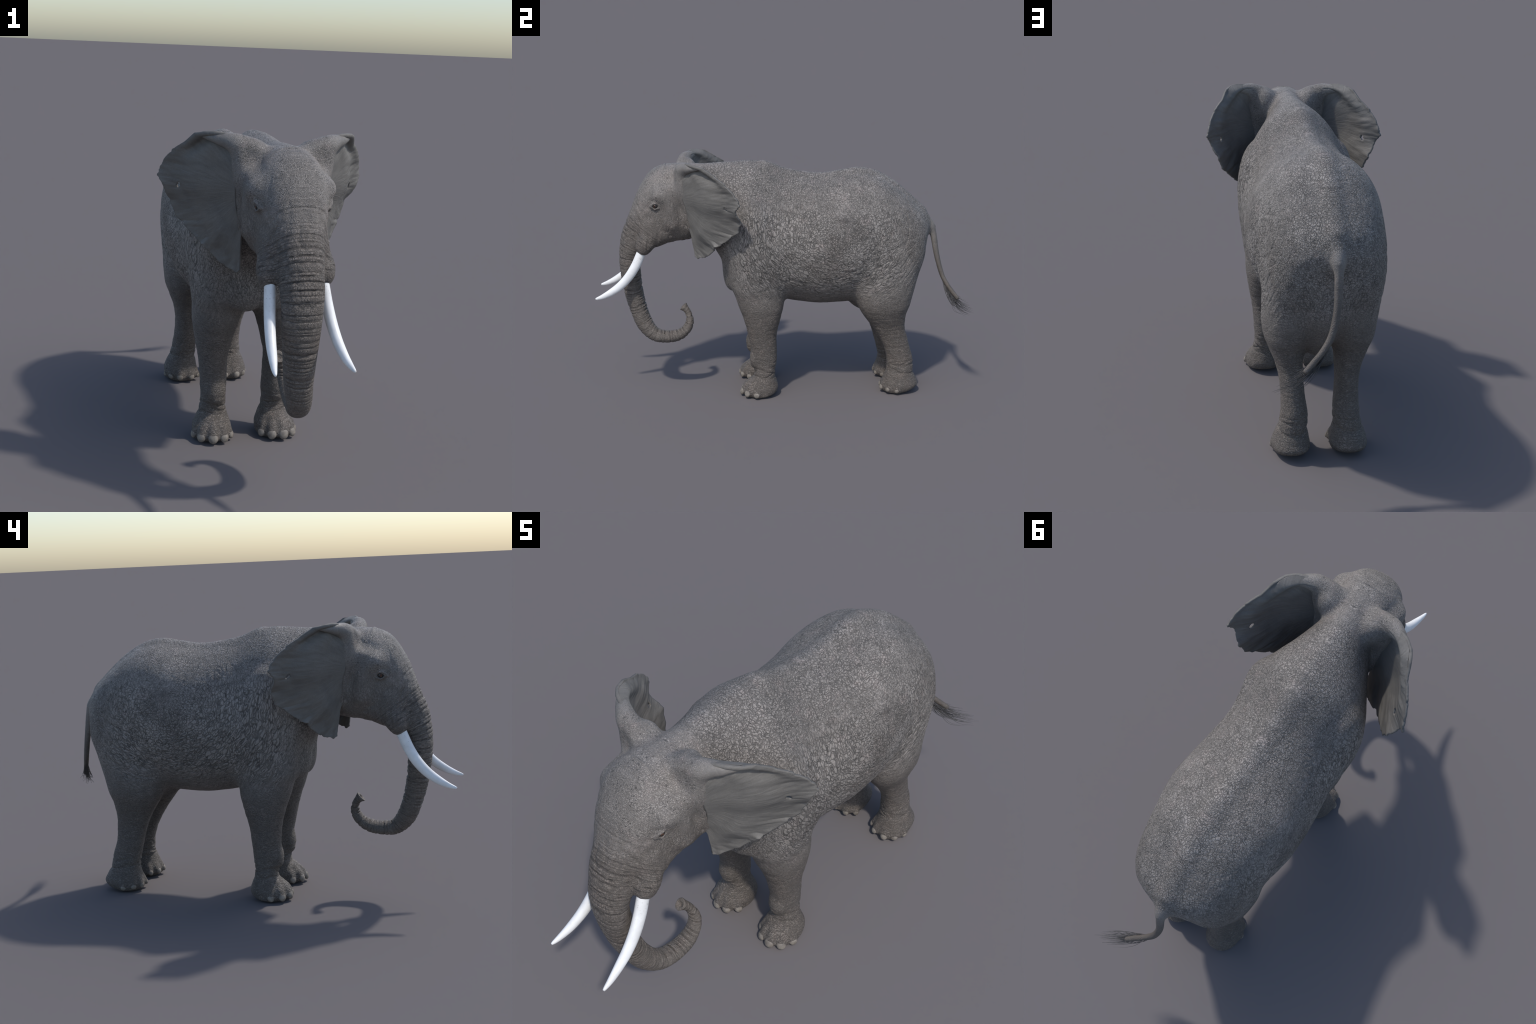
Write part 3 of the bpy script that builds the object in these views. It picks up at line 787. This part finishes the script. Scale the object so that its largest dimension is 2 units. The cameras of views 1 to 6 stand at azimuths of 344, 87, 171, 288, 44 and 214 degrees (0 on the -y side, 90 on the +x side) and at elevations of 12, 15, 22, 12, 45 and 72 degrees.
# ------------------------------------------------------------------ ears: a fan of ribs from the root line to the torn rim
RIM = [(0.105, -0.526, 1.250), (0.155, -0.518, 1.264), (0.192, -0.502, 1.279), (0.243, -0.480, 1.285),
       (0.276, -0.453, 1.281), (0.297, -0.419, 1.275), (0.328, -0.357, 1.232), (0.355, -0.318, 1.206),
       (0.382, -0.280, 1.165), (0.391, -0.256, 1.138), (0.399, -0.240, 1.097), (0.391, -0.258, 1.079),
       (0.384, -0.266, 1.066), (0.366, -0.250, 1.034), (0.347, -0.231, 1.002), (0.340, -0.238, 0.985),
       (0.326, -0.245, 0.949), (0.306, -0.276, 0.926), (0.278, -0.314, 0.889), (0.252, -0.343, 0.860),
       (0.252, -0.366, 0.857), (0.218, -0.368, 0.832), (0.180, -0.404, 0.791), (0.163, -0.419, 0.780),
       (0.137, -0.458, 0.768), (0.130, -0.472, 0.779)]
ROOT = [(0.085, -0.515, 1.245), (0.150, -0.520, 1.235), (0.170, -0.526, 1.195), (0.162, -0.528, 1.135),
        (0.160, -0.517, 1.088), (0.154, -0.503, 1.043), (0.146, -0.494, 0.998), (0.136, -0.488, 0.950), (0.130, -0.487, 0.925)]
HOLE = np.array([0.331, -0.299, 1.072])

def polyline(P, n, soften):
    P = np.array(P, float)
    k = np.concatenate([[0], np.cumsum(np.linalg.norm(np.diff(P, axis=0), axis=1))])
    t = np.linspace(0, k[-1], n)
    return np.stack([np.interp(t, k, P[:, a]) for a in range(3)], 1), k / k[-1]

def ear():
    nt, ns = 260, 64
    rim, kn = polyline(RIM, nt, 0)
    rootc = catmull(ROOT, nt)
    t = np.linspace(0, 1, nt)
    rag = vnoise(np.stack([t * 95, 0 * t + 1.7, 0 * t], 1)) + 0.6 * vnoise(np.stack([t * 210, 0 * t + 5.2, 0 * t], 1))
    inward = np.array([0.16, -0.50, 1.02]) - rim
    inward /= np.linalg.norm(inward, axis=1, keepdims=True)
    rim = rim + inward * (0.0045 * np.clip(rag, -0.3, 1.2) * smoothstep(0.28, 0.36, t) * (1 - smoothstep(0.97, 1.0, t)))[:, None]
    # root runs down quickly while the rim goes round the top
    rt = pchip([0, 0.2, 0.45, 0.7, 1.0], [0.0, 0.16, 0.45, 0.72, 1.0])(t)
    rb = np.stack([np.interp(rt, np.linspace(0, 1, nt), rootc[:, a]) for a in range(3)], 1)
    s = np.linspace(0, 1, ns)[None, :, None]
    soft = rim.copy()                            # the rim without its tears, for the inner sheet
    for _ in range(260):
        soft[1:-1] = (soft[:-2] + soft[2:]) / 2 * 0.5 + soft[1:-1] * 0.5
    P = rb[:, None] * (1 - s) + soft[:, None] * s + (rim - soft)[:, None] * s**5
    back = np.array([-0.76, 0.65, 0.0])          # behind the ear
    back /= np.linalg.norm(back)
    S = s[..., 0]; Tt = t[:, None]
    win = smoothstep(0.10, 0.30, Tt) * (1 - smoothstep(0.82, 1.0, Tt))
    belly = 0.010 + 0.008 * smoothstep(0.35, 0.60, Tt)
    cup = (0.007 * np.exp(-((S - 0.78) / 0.14)**2) * (1 - smoothstep(0.5, 0.6, Tt)) - belly * np.exp(-((S - 0.46) / 0.25)**2) * smoothstep(0, 0.1, S)) * win
    # the upper rim folds forward as a lip over the hollow
    upper = (1 - smoothstep(0.16, 0.36, Tt)) * smoothstep(0.02, 0.10, Tt)
    cup = cup + (0.008 * np.exp(-((S - 0.70) / 0.12)**2) - 0.014 * np.exp(-((S - 0.91) / 0.07)**2)) * upper
    # soft, uneven folds running in from the outer rim
    wv = vnoise(np.stack([Tt * 26 + 0 * S, S * 3.0 + 0 * Tt, 0 * S * Tt + 3.3], -1).reshape(-1, 3)).reshape(nt, ns)
    wv2 = vnoise(np.stack([Tt * 60 + S * 5, S * 5.0 + 0 * Tt, 0 * S * Tt + 9.1], -1).reshape(-1, 3)).reshape(nt, ns)
    rip = 0.0058 * wv * smoothstep(0.40, 0.85, S) * smoothstep(0.22, 0.34, Tt) * (1 - 0.7 * smoothstep(0.92, 1.0, S))
    rip = rip + 0.0028 * wv2 * smoothstep(0.5, 0.9, S) * smoothstep(0.2, 0.3, Tt) + 0.003 * vnoise(P.reshape(-1, 3) * 22).reshape(nt, ns) * np.sin(math.pi * S)
    P = P + back * (cup + rip)[..., None]
    th = 0.0065 * (1 - S) + 0.0042 * S + 0.010 * np.exp(-S * 7)
    th = th + 0.0040 * np.exp(-((S - 0.90) / 0.07)**2) * (1 - smoothstep(0.22, 0.38, Tt))      # rounded upper lip
    du = np.gradient(P, axis=0); dv = np.gradient(P, axis=1)
    nrm = np.cross(du, dv); nrm /= np.maximum(np.linalg.norm(nrm, axis=2, keepdims=True), 1e-9)
    if (nrm.reshape(-1, 3) @ back).mean() < 0: nrm = -nrm
    A = (P - nrm * th[..., None]).reshape(-1, 3); Bk = (P + nrm * th[..., None]).reshape(-1, 3)
    mid = P.reshape(-1, 3)
    i, j = np.meshgrid(np.arange(nt - 1), np.arange(ns - 1), indexing="ij")
    q = np.stack([i * ns + j, i * ns + j + 1, (i + 1) * ns + j + 1, (i + 1) * ns + j], -1).reshape(-1, 4)
    c = mid[q].mean(1)
    hz = c[:, 2] - HOLE[2]; hr = np.abs(c[:, 0] - HOLE[0])
    keep = ~((hr / 0.0070 + np.abs(hz) / 0.0135) < 1)
    q = q[keep]
    n = len(A)
    # orient: front sheet faces -back
    fn = np.cross(A[q[0, 1]] - A[q[0, 0]], A[q[0, 2]] - A[q[0, 0]])
    f_front = q if np.sum(np.cross(A[q[:, 1]] - A[q[:, 0]], A[q[:, 2]] - A[q[:, 0]]) @ -back) > 0 else q[:, ::-1]
    faces = [f_front, f_front[:, ::-1] + n]
    # walls along every border edge of the sheet (outer rim and the torn hole)
    e = np.concatenate([f_front[:, [0, 1]], f_front[:, [1, 2]], f_front[:, [2, 3]], f_front[:, [3, 0]]])
    key = np.minimum(e[:, 0], e[:, 1]).astype(np.int64) * n + np.maximum(e[:, 0], e[:, 1])
    u, inv, cnt = np.unique(key, return_inverse=True, return_counts=True)
    be = e[cnt[inv] == 1]
    faces.append(np.stack([be[:, 1], be[:, 0], be[:, 0] + n, be[:, 1] + n], 1))
    return np.concatenate([A, Bk]), np.concatenate(faces)

ev, ef = ear()
for s in (1, -1):
    v = ev * np.array([s, 1, 1])
    add_object("ear", mesh_from("ear", v, ef if s > 0 else ef[:, ::-1]), EAR)

# ------------------------------------------------------------------ tail brush
tailc = catmull([r for r in TAIL], 100)
vs_all, f_all, base = [], [], 0
for i in range(80):
    u = random.random()                              # 0: rooted high on the tail, 1: at its tip
    p = tailc[int((0.74 + 0.26 * u) * 99)][:3]
    spread = np.array([RNG.normal(0, 0.014), RNG.normal(0, 0.014), RNG.normal(0, 0.014)])
    a = random.uniform(0, 2 * math.pi)
    p = p + np.array([math.cos(a), math.sin(a), -0.6]) * 0.006
    lengthwise = random.uniform(0.55, 1.08)
    end = np.array([0.188, 0.962, 0.464]) * (1 - u) + np.array([0.250, 0.980, 0.490]) * u + spread
    if i % 9 == 0:                                   # a few stray hairs point along the tail
        end = np.array([0.215, 0.982, 0.505]) + spread * 0.6
    end = p + (end - p) * lengthwise
    sag = np.array([-0.006, -0.010, -0.030 * (1 - 0.6 * u)]) + spread * 0.4
    m1 = p + (end - p) * 0.30 + sag * 0.9
    m2 = p + (end - p) * 0.66 + sag
    end[1] = min(end[1], 0.9995)
    r = random.uniform(0.0005, 0.0010)
    v, f = tube([(*p, r), (*m1, r), (*m2, r * 0.8), (*end, r * 0.25)], 12, 6)
    vs_all.append(v); f_all.append(f + base); base += len(v)
brush = add_object("tail_hair", mesh_from("tail_hair", np.concatenate(vs_all), np.concatenate(f_all)), HAIR, part[7])
brush["kind"] = "stuff"
